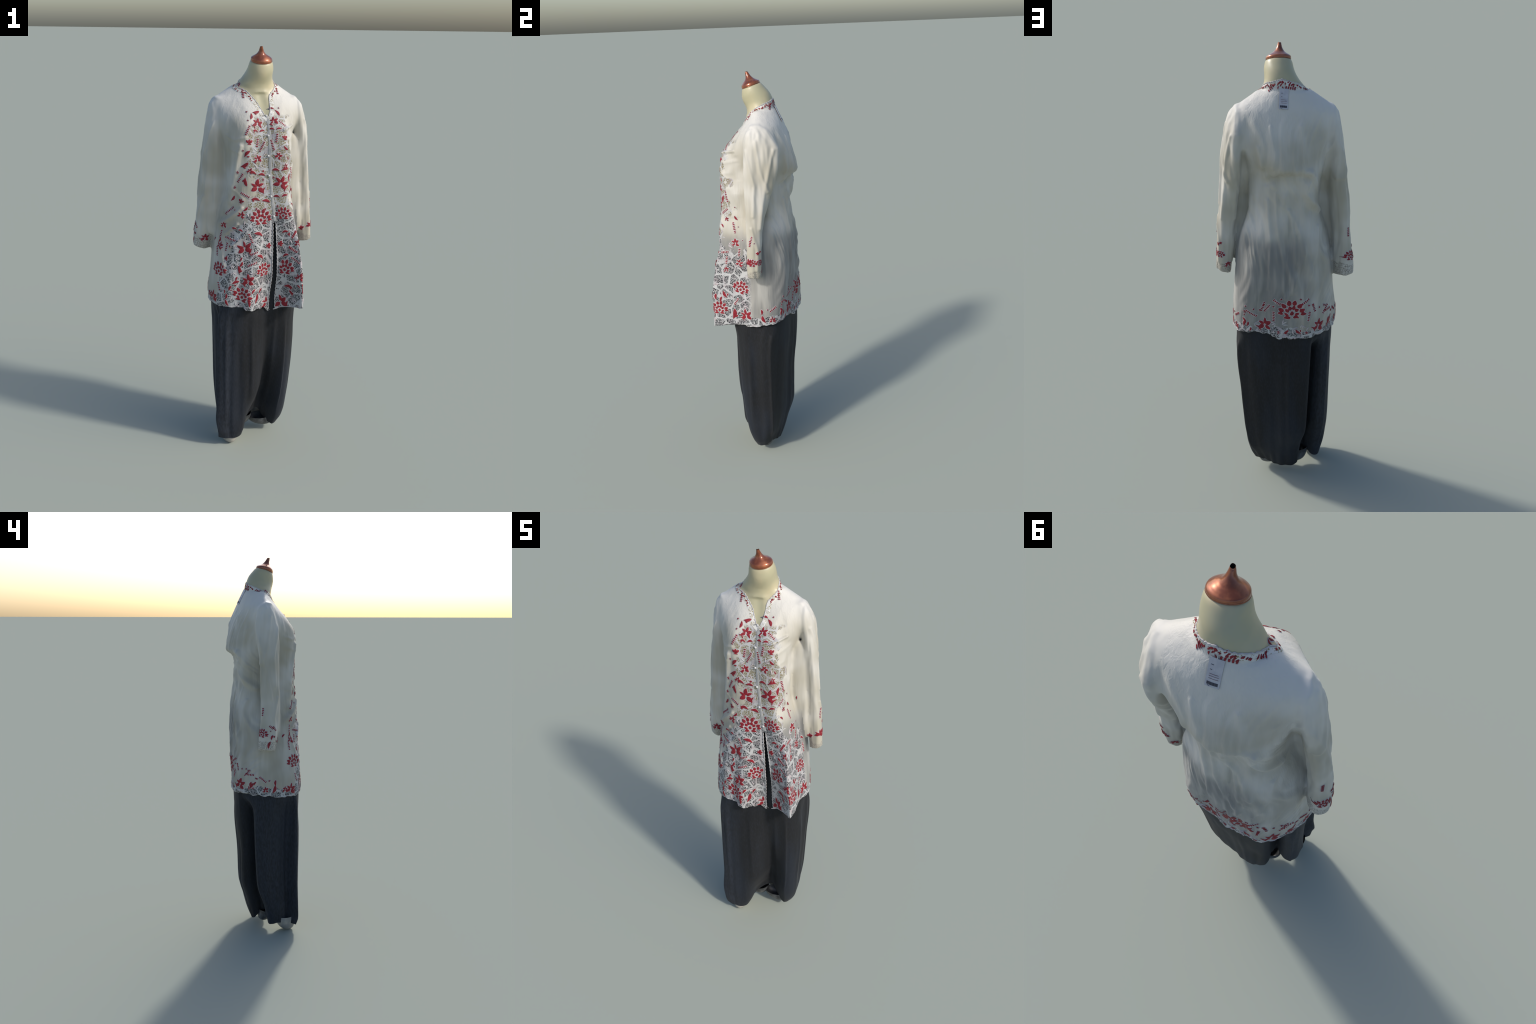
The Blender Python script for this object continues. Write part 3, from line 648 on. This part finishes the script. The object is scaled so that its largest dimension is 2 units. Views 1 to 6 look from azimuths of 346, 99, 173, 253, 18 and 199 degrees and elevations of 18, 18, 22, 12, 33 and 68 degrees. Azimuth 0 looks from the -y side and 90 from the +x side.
def frame(n, turn):
    rt = Vector((0, 0, 1)).cross(n)
    rt = rt.normalized() if rt.length > 1e-4 else Vector((1, 0, 0))
    up = n.cross(rt).normalized()
    c, s = math.cos(math.radians(turn)), math.sin(math.radians(turn))
    return rt * c - up * s, up * c + rt * s        # turned clockwise as seen from outside

def petal(at, length, width, turn, bend=0.0, tip=1.0):
    """almond outline from its base at `at`, pointing along `turn`; 2D"""
    c, s = math.cos(math.radians(turn)), math.sin(math.radians(turn))
    pts = []
    K = 7
    for side in (1, -1):
        for i in range(K):
            t = i / K if side > 0 else 1 - i / K
            w = 0.5 * width * math.sin(math.pi * t ** (1.25 if tip > 0.5 else 0.8)) ** 0.75 * side
            u, v = w + bend * math.sin(math.pi * t), t * length
            pts.append((at[0] + u * c + v * s, at[1] - u * s + v * c))
    return pts

def bar(cx, cy, w, h, turn):
    c, s = math.cos(math.radians(turn)), math.sin(math.radians(turn))
    out = []
    for i in range(10):
        a = i * 2 * math.pi / 10
        u, v = 0.5 * w * math.copysign(abs(math.cos(a)) ** 0.7, math.cos(a)), 0.5 * h * math.copysign(abs(math.sin(a)) ** 0.7, math.sin(a))
        out.append((cx + u * c + v * s, cy - u * s + v * c))
    return out

def polar(r, a):
    return (r * math.sin(math.radians(a)), r * math.cos(math.radians(a)))

def motif_shapes(kind, s, rnd):
    """outlines of the red satin-stitch pieces of one motif, in its own plane"""
    j = lambda k: 1 + rnd.uniform(-k, k)
    P = []
    if kind == "lotus":
        for a in (-76, -46, -15, 15, 46, 76):
            P.append(petal(polar(.265 * s, a), .22 * s * j(.12), .150 * s, a * .85 + rnd.uniform(-7, 7), 0, 0))
        for a in (-62, -21, 21, 62):
            P.append(petal(polar(.110 * s, a), .165 * s * j(.1), .125 * s, a * .85, 0, 0))
        P.append(petal((0, -.085 * s), .16 * s, .135 * s, 0, 0, 0))
        for m in (-1, 1):
            P.append(petal((m * .10 * s, -.085 * s), .17 * s, .105 * s, m * 62, 0, 0))
            P.append(petal((m * .03 * s, -.155 * s), .23 * s * j(.1), .115 * s, m * 97, -m * .02 * s, 0))
            P.append(petal((m * .28 * s, -.04 * s), .20 * s * j(.1), .11 * s, m * 80, -m * .02 * s, 0))
    elif kind == "bloom":
        top = rnd.uniform(-12, 12)
        for a, l, w in ((0, .42, .22), (-62, .38, .17), (58, .40, .24), (128, .40, .27), (-122, .38, .24)):
            if s > .03 and rnd.random() < .25: w *= .7
            P.append(petal(polar(.045 * s, a), l * s * j(.12), w * s * j(.12), a + top, rnd.uniform(-.05, .05) * s, 0))
        if s > .03:
            a = rnd.choice((90, 200)); P.append(petal(polar(.44 * s, a), .44 * s, .10 * s, a + 105, .08 * s, 0))
    elif kind == "pair":
        P.append(petal((-.03 * s, .06 * s), .46 * s, .15 * s, -78 * j(.15), .07 * s))
        P.append(petal((.03 * s, .06 * s), .46 * s, .15 * s, 82 * j(.15), -.07 * s))
        if rnd.random() < .5:
            P.append(petal((-.40 * s, .02 * s), .16 * s, .12 * s, 25))
    elif kind == "leaf":
        b = rnd.choice((-1, 1)) * .10 * s
        P.append(petal((0, -.5 * s), s, .36 * s, 0, b))
        if s > .03 and rnd.random() < .4:
            P.append(petal((.10 * s, -.30 * s), .4 * s, .18 * s, 50))
    elif kind == "bud":
        for a in (-40, 0, 42):
            P.append(petal(polar(.02 * s, a), .5 * s * j(.1), .26 * s, a))
        P.append(petal((-.25 * s, -.08 * s), .5 * s, .16 * s, 90, -.06 * s))
    elif kind == "ladder":
        n = max(4, min(7, int(s / .0075)))
        for i in range(n):
            t = (i + .5) / n - .5
            P.append(bar(.05 * s * math.sin(t * 3), t * s, .0115 * j(.12), .64 * s / n, 12 + rnd.uniform(-6, 6)))
    elif kind == "star":
        for i in range(5):
            P.append(petal((0, 0), .55 * s * j(.2), .24 * s, i * 72 + rnd.uniform(-12, 12)))
    elif kind == "sprig":
        for a in (-38, 2, 40):
            P.append(petal(polar(.03 * s, a), s * j(.15), .15 * s, a, rnd.uniform(-.06, .06) * s))
    elif kind == "vine":
        P.append(petal((0, -.5 * s), s, .10 * s, 0, rnd.choice((-1, 1)) * .16 * s))
    return P

class Patch:
    """collects domed stitch pieces laid on the cloth"""
    def __init__(self):
        self.v, self.f, self.m = [], [], []
    def lay(self, p, n, outline, turn, lift, dome, mat, grow=0.0):
        rt, up = frame(n, turn)
        k = len(outline); mx = sum(q[0] for q in outline) / k; my = sum(q[1] for q in outline) / k
        base = len(self.v)
        rows = [(1.0, 0.0), (.8, .75), (.4, 1.0)]
        pts = []
        for f, h in rows:
            for (u, v) in outline:
                dx, dy = u - mx, v - my
                r = math.hypot(dx, dy) or 1e-6
                g = (r + grow) / r
                pts.append((mx + dx * g * f, my + dy * g * f, h))
        pts.append((mx, my, 1.0))
        for u, v, h in pts:
            q = p + rt * u + up * v
            hit = bvh.ray_cast(q + n * 0.03, -n, 0.07)
            if hit[0] is None:
                hit = bvh.find_nearest(q)
            self.v.append(hit[0] + hit[1] * (lift + dome * h))
        for j in range(2):
            for i in range(k):
                a, b = base + j * k + i, base + j * k + (i + 1) % k
                self.f.append((a, b, b + k, a + k)); self.m.append(mat)
        for i in range(k):
            self.f.append((base + 2 * k + i, base + 2 * k + (i + 1) % k, base + 3 * k)); self.m.append(mat)
    def mesh(self, name):
        me = bpy.data.meshes.new(name); me.from_pydata([tuple(v) for v in self.v], [], self.f); me.update()
        # make every face look outward
        return me

def embroider(name, face, kind, across, height, size, turn, mats, rnd, back=0.0024):
    p, n = anchor(face, across, height)
    if p is None: return None
    if abs(p.x) > .22 and p.z > 1.03: size *= .8        # the cuffs are narrow
    n = area_normal(p, n, max(.006, size * .3))
    pt = Patch(); shapes = motif_shapes(kind, size, rnd)
    rt, up = frame(n, turn)
    def clear(o):
        """no stitching across the open slit"""
        if face != "front": return True
        q = np.array([p + rt * u + up * v for u, v in o])
        return (gap_field(q) < -.0035).all()
    if not any(clear(o) for o in shapes): return None
    if back:
        for o in shapes:
            if clear(o): pt.lay(p, n, o, turn, .0004, .0004, 1, back if size > .02 else .0018)
    for o in shapes:
        if clear(o): pt.lay(p, n, o, turn, .0012, .0012, 0)
    me = pt.mesh(name)
    ob = make(name, me, mats, jacket)
    me.polygons.foreach_set("material_index", pt.m)
    return p

NAMES = {"lotus": "embroidered_lotus", "bloom": "embroidered_flower", "pair": "embroidered_leaf_pair", "leaf": "embroidered_leaf",
         "bud": "embroidered_bud", "ladder": "embroidered_ladder_stitch", "star": "embroidered_star"}
GROW = ("lotus", "bloom", "pair", "bud")
placed = []
rnd = random.Random(11)
for face in MOTIFS:
    for kind in MOTIFS[face]:
        for a, h, s, turn in MOTIFS[face][kind]:
            p = embroider(NAMES[kind], face, kind, a / 1000, h / 1000, s / 1000 * (1.2 if kind in GROW else 1.12), turn, [M_red, M_thread], rnd)
            if p is not None: placed.append((p, s / 1000))

# pale sprigs and vines fill the lace between the red motifs
fill = Patch()
tries = 0; count = 0
while tries < 1500 and count < 120:
    tries += 1
    if rnd.random() < .84:
        h = rnd.uniform(.77, 1.66); half = np.interp(h, [.9, 1.1, 1.3, 1.66], [.19, .165, .10, .07])
        face, a = "front", .03 + rnd.uniform(-half, half)
    else:
        face, a, h = "back", rnd.uniform(-.17, .17), rnd.uniform(.795, .86)
    p, n = anchor(face, a, h)
    if p is None or any((p - q).length < .42 * s + .012 for q, s in placed): continue
    if face == "front" and abs(a - np.interp(h, [.7, .95, 1.2, 1.5], [.058, .063, .057, .027])) < .022: continue
    n = area_normal(p, n, .01)
    kind = rnd.choice(("sprig", "sprig", "vine")); s = rnd.uniform(.016, .028); turn = rnd.uniform(-180, 180)
    for o in motif_shapes(kind, s, rnd):
        fill.lay(p, n, o, turn, .0004, .0010, 0, .0012)
        if rnd.random() < .6:
            fill.lay(p, n, o, turn, .0013, .0008, 1, -.0008)
    placed.append((p, s * 1.2)); count += 1
me = fill.mesh("pale_sprigs")
sp = make("pale_sprigs", me, [M_thread, M_pink], jacket); me.polygons.foreach_set("material_index", fill.m); sp["kind"] = "stuff"

# ------------------------------------------------------------------ cords along hem, front edges and neckline
fedge = {}
for i, f in enumerate(fv):
    for a, b in zip(f, f[1:] + f[:1]):
        fedge.setdefault((min(a, b), max(a, b)), []).append(region[i])
def border(test):
    vs = set()
    for e, r in fedge.items():
        if len(r) == 2 and test(r[0], r[1]): vs.update(e)
    return np.array(sorted(vs))
def chain(ids, key, bins, lo, hi, closed):
    p = all_co[ids]; k = key(p); c = np.linspace(lo, hi, bins + 1); out = []
    for a, b in zip(c[:-1], c[1:]):
        m = (k >= a) & (k < b)
        if m.any(): out.append(p[m].mean(0))
    p = np.array(out)
    for _ in range(2):
        q = (np.roll(p, 1, 0) + p * 2 + np.roll(p, -1, 0)) / 4
        if not closed: q[0], q[-1] = p[0], p[-1]
        p = q
    return p
angle_neck = lambda p: np.degrees(np.arctan2(p[:, 0] - .02, -(p[:, 1] - .035)))
angle_hem = lambda p: np.degrees(np.arctan2(p[:, 0] - .03, -p[:, 1]))
nl = chain(border(lambda a, b: (a == 5) != (b == 5) and a >= 0 and b >= 0), angle_neck, 170, -180, 180, True)
nln = np.array([bvh.find_nearest(Vector(p))[1] for p in nl])
hb = border(lambda a, b: (a == -1) != (b == -1))
hb = hb[(all_co[hb][:, 2] < .85)]
hb = hb[~((np.abs(all_co[hb][:, 0] - .060) < .020) & (all_co[hb][:, 1] < -.06))]
hp = chain(hb, angle_hem, 330, -180, 180, False)
start = int(np.argmin(np.hypot(hp[:, 0] - .058, hp[:, 1] + .12)))
hp = np.roll(hp, -(start + (1 if hp[start][0] < .058 else 0)), 0)
hr = .0022 + .0007 * np.sin(np.arange(len(hp)) * .9)
make("hem_cord", grid_mesh("hem_cord", tube(hp, hr)), [M_thread], jacket)
for sgn in (-1, 1):
    path = []
    for zc in np.linspace(.745, 1.19, 90):
        xc = np.interp(zc, [.70, .80, .92, 1.05, 1.20], [.062, .059, .066, .063, .057]) + sgn * (.5 * np.interp(zc, [.70, .80, 1.0, 1.19], [.034, .030, .023, .011]) + .0012) + .0012 * math.sin(zc * 330)
        h = bvh.ray_cast(Vector((xc, -1, zc)), Vector((0, 1, 0)), 2)
        path.append(h[0] + h[1] * .0008)
    make("edge_cord", grid_mesh("edge_cord", tube(path, .0022)), [M_thread], jacket)
make("neckline_cord", grid_mesh("neckline_cord", tube(nl + nln * .0012, .0020 + .0009 * np.sin(np.arange(len(nl)) * 1.7), 8, True)), [M_thread], jacket)

# lace collar band below the neckline
tan = np.roll(nl, -2, 0) - np.roll(nl, 2, 0); tan /= np.linalg.norm(tan, axis=1)[:, None]
down = np.cross(nln, tan); down *= np.sign(-down[:, 2])[:, None]
rows = []
for w in np.linspace(0, .020, 7):
    row = []
    for p, dn in zip(nl, down):
        h = bvh.find_nearest(Vector(p + dn * w)); row.append(h[0] + h[1] * (.0013 if 0 < w < .019 else .0003))
    rows.append(row)
t = Tree("collar_lace")
net = t.ramp(t.voronoi(170, "DISTANCE_TO_EDGE"), .10, .2); pat = t.ramp(t.voronoi(38, "DISTANCE_TO_EDGE"), .08, .14)
M_collar = t.done(t.mix(t.math("MULTIPLY", net, pat), (.60, .595, .57), (.27, .23, .13)), .7, .25)
me = grid_mesh("lace_collar", np.array(rows)); make("lace_collar", me, [M_collar], jacket)

# red satin bars along the collar band, denser at the nape
at_neck = angle_neck(nl)
for a0 in (-172, -150, -128, -106, -84, -62, -40, 40, 62, 84, 106, 128, 150, 172):
    pt = Patch()
    for k in range(5):
        i = int(np.argmin(np.abs(at_neck - (a0 + (k - 2) * 3.2))))
        q = Vector(nl[i] + down[i] * (.012 + .003 * math.sin(a0 + k)))
        h = bvh.find_nearest(q)
        tv = Vector(tan[i]); rt, up = frame(h[1], 0)
        turn = math.degrees(math.atan2(tv.dot(rt), tv.dot(up)))
        pt.lay(h[0], h[1], bar(0, 0, .0085, .0042, 25 + rnd.uniform(-12, 12)), turn, .0020, .0010, 0)
    make("collar_stitch", pt.mesh("collar_stitch"), [M_red], jacket)

# ------------------------------------------------------------------ button stand and buttons
rows = []
for zc in np.linspace(1.205, 1.68, 80):
    xc = np.interp(zc, [1.2, 1.324, 1.422, 1.514, 1.605, 1.69], [.060, .043, .035, .031, .031, .031])
    w = .007 + .0012 * math.sin(zc * 95); row = []
    for u in np.linspace(-1, 1, 7):
        h = bvh.ray_cast(Vector((xc + u * w, -1, zc)), Vector((0, 1, 0)), 2)
        row.append(h[0] + h[1] * (.0016 if abs(u) < .9 else .0002))
    rows.append(row)
rw = np.array(rows); m2, n2 = rw.shape[:2]
pl = bpy.data.meshes.new("button_stand")
pl.from_pydata(rw.reshape(-1, 3).tolist(), [], [(j * n2 + i, j * n2 + i + 1, (j + 1) * n2 + i + 1, (j + 1) * n2 + i) for j in range(m2 - 1) for i in range(n2 - 1)])
make("button_stand", pl, [M_placket], jacket)
bmb = bmesh.new(); bmesh.ops.create_uvsphere(bmb, u_segments=20, v_segments=12, radius=1)
for v in bmb.verts: v.co = Vector((v.co.x * .0052, v.co.y * .0034, v.co.z * .0052))
but = bpy.data.meshes.new("button"); bmb.to_mesh(but); bmb.free()
but.polygons.foreach_set("use_smooth", [True] * len(but.polygons)); but.materials.append(M_button)
for bx, bz in ((.026, 1.690), (.026, 1.605), (.025, 1.514), (.029, 1.422), (.039, 1.324), (.054, 1.227)):
    h = bvh.ray_cast(Vector((bx, -1, bz)), Vector((0, 1, 0)), 2)
    o = bpy.data.objects.new("button", but); bpy.context.scene.collection.objects.link(o)
    o.location = h[0] + h[1] * .003; o.parent = jacket
    loop = [h[0] + h[1] * .003 + Vector((.010 * math.sin(a) - .006, 0, .006 * math.cos(a))) for a in np.linspace(-2.2, 2.2, 16)]
    make("button_loop", grid_mesh("button_loop", tube(loop, .0013, 6)), [M_thread], jacket)

# ------------------------------------------------------------------ swing tag at the back of the neck
tag_top, tag_bot = Vector((.012, .0, 1.838)), Vector((.019, .0, 1.765))
for v, lift in ((tag_top, .002), (tag_bot, .003)):
    h = bvh.ray_cast(Vector((v.x, 1, v.z)), Vector((0, -1, 0)), 2); v.y = h[0].y + lift
t_up = (tag_top - tag_bot).normalized(); t_rt = t_up.cross(Vector((0, 1, 0))).normalized(); t_n = t_rt.cross(t_up).normalized()
t_c = (tag_top + tag_bot) / 2; TH = (tag_top - tag_bot).length; TW = .036
if t_n.y < 0: t_n = -t_n
t_rt = t_up.cross(t_n).normalized()
def slab(name, u, v, w, h, lift, thick, mat, parent, bend=0.0):
    us, vs = np.linspace(-.5, .5, 5), np.linspace(-.5, .5, 9); V = []; F = []
    for k in (0, 1):
        for b in vs:
            for a in us:
                q = t_c + t_rt * (u + a * w) + t_up * (v + b * h) + t_n * (lift + k * thick + bend * math.cos(2 * math.pi * ((u + a * w) / TW)) )
                V.append(tuple(q))
    n5 = 45
    for j in range(8):
        for i in range(4):
            a = j * 5 + i
            F.append((a, a + 5, a + 6, a + 1)); F.append((n5 + a, n5 + a + 1, n5 + a + 6, n5 + a + 5))
    rim = [i for i in range(5)] + [5 * j + 4 for j in range(1, 9)] + [40 + i for i in (3, 2, 1, 0)] + [5 * j for j in range(7, 0, -1)]
    for a, b in zip(rim, rim[1:] + rim[:1]): F.append((a, b, n5 + b, n5 + a))
    me = bpy.data.meshes.new(name); me.from_pydata(V, [], F); me.update()
    return make(name, me, [mat], parent, False)
tag = slab("price_tag", 0, 0, TW, TH, 0, .0014, M_card, jacket, .0006)
for i in range(11):
    slab("barcode_bar", -.0125 + i * .0025, -.0305, .0019 if i % 3 else .0024, .0085, .0017, .0004, M_ink, tag, .0006)
for v, w, m in ((.022, .007, M_ink), (.008, .005, M_ink), (-.004, .022, M_ink2), (-.010, .024, M_ink2), (-.017, .024, M_ink2), (-.0375, .006, M_ink)):
    slab("printed_line", -.0125 + w / 2 + .001, v, w, .0012, .0017, .0004, m, tag, .0006)
fast = [tag_top + t_up * .02 * t + t_n * (.003 * math.sin(t * 3)) for t in np.linspace(-.2, 1, 10)]
fast = [bvh.find_nearest(q)[0] + t_n * .003 for q in fast]
make("tag_fastener", grid_mesh("tag_fastener", tube(fast, .0016, 6)), [M_thread], tag)
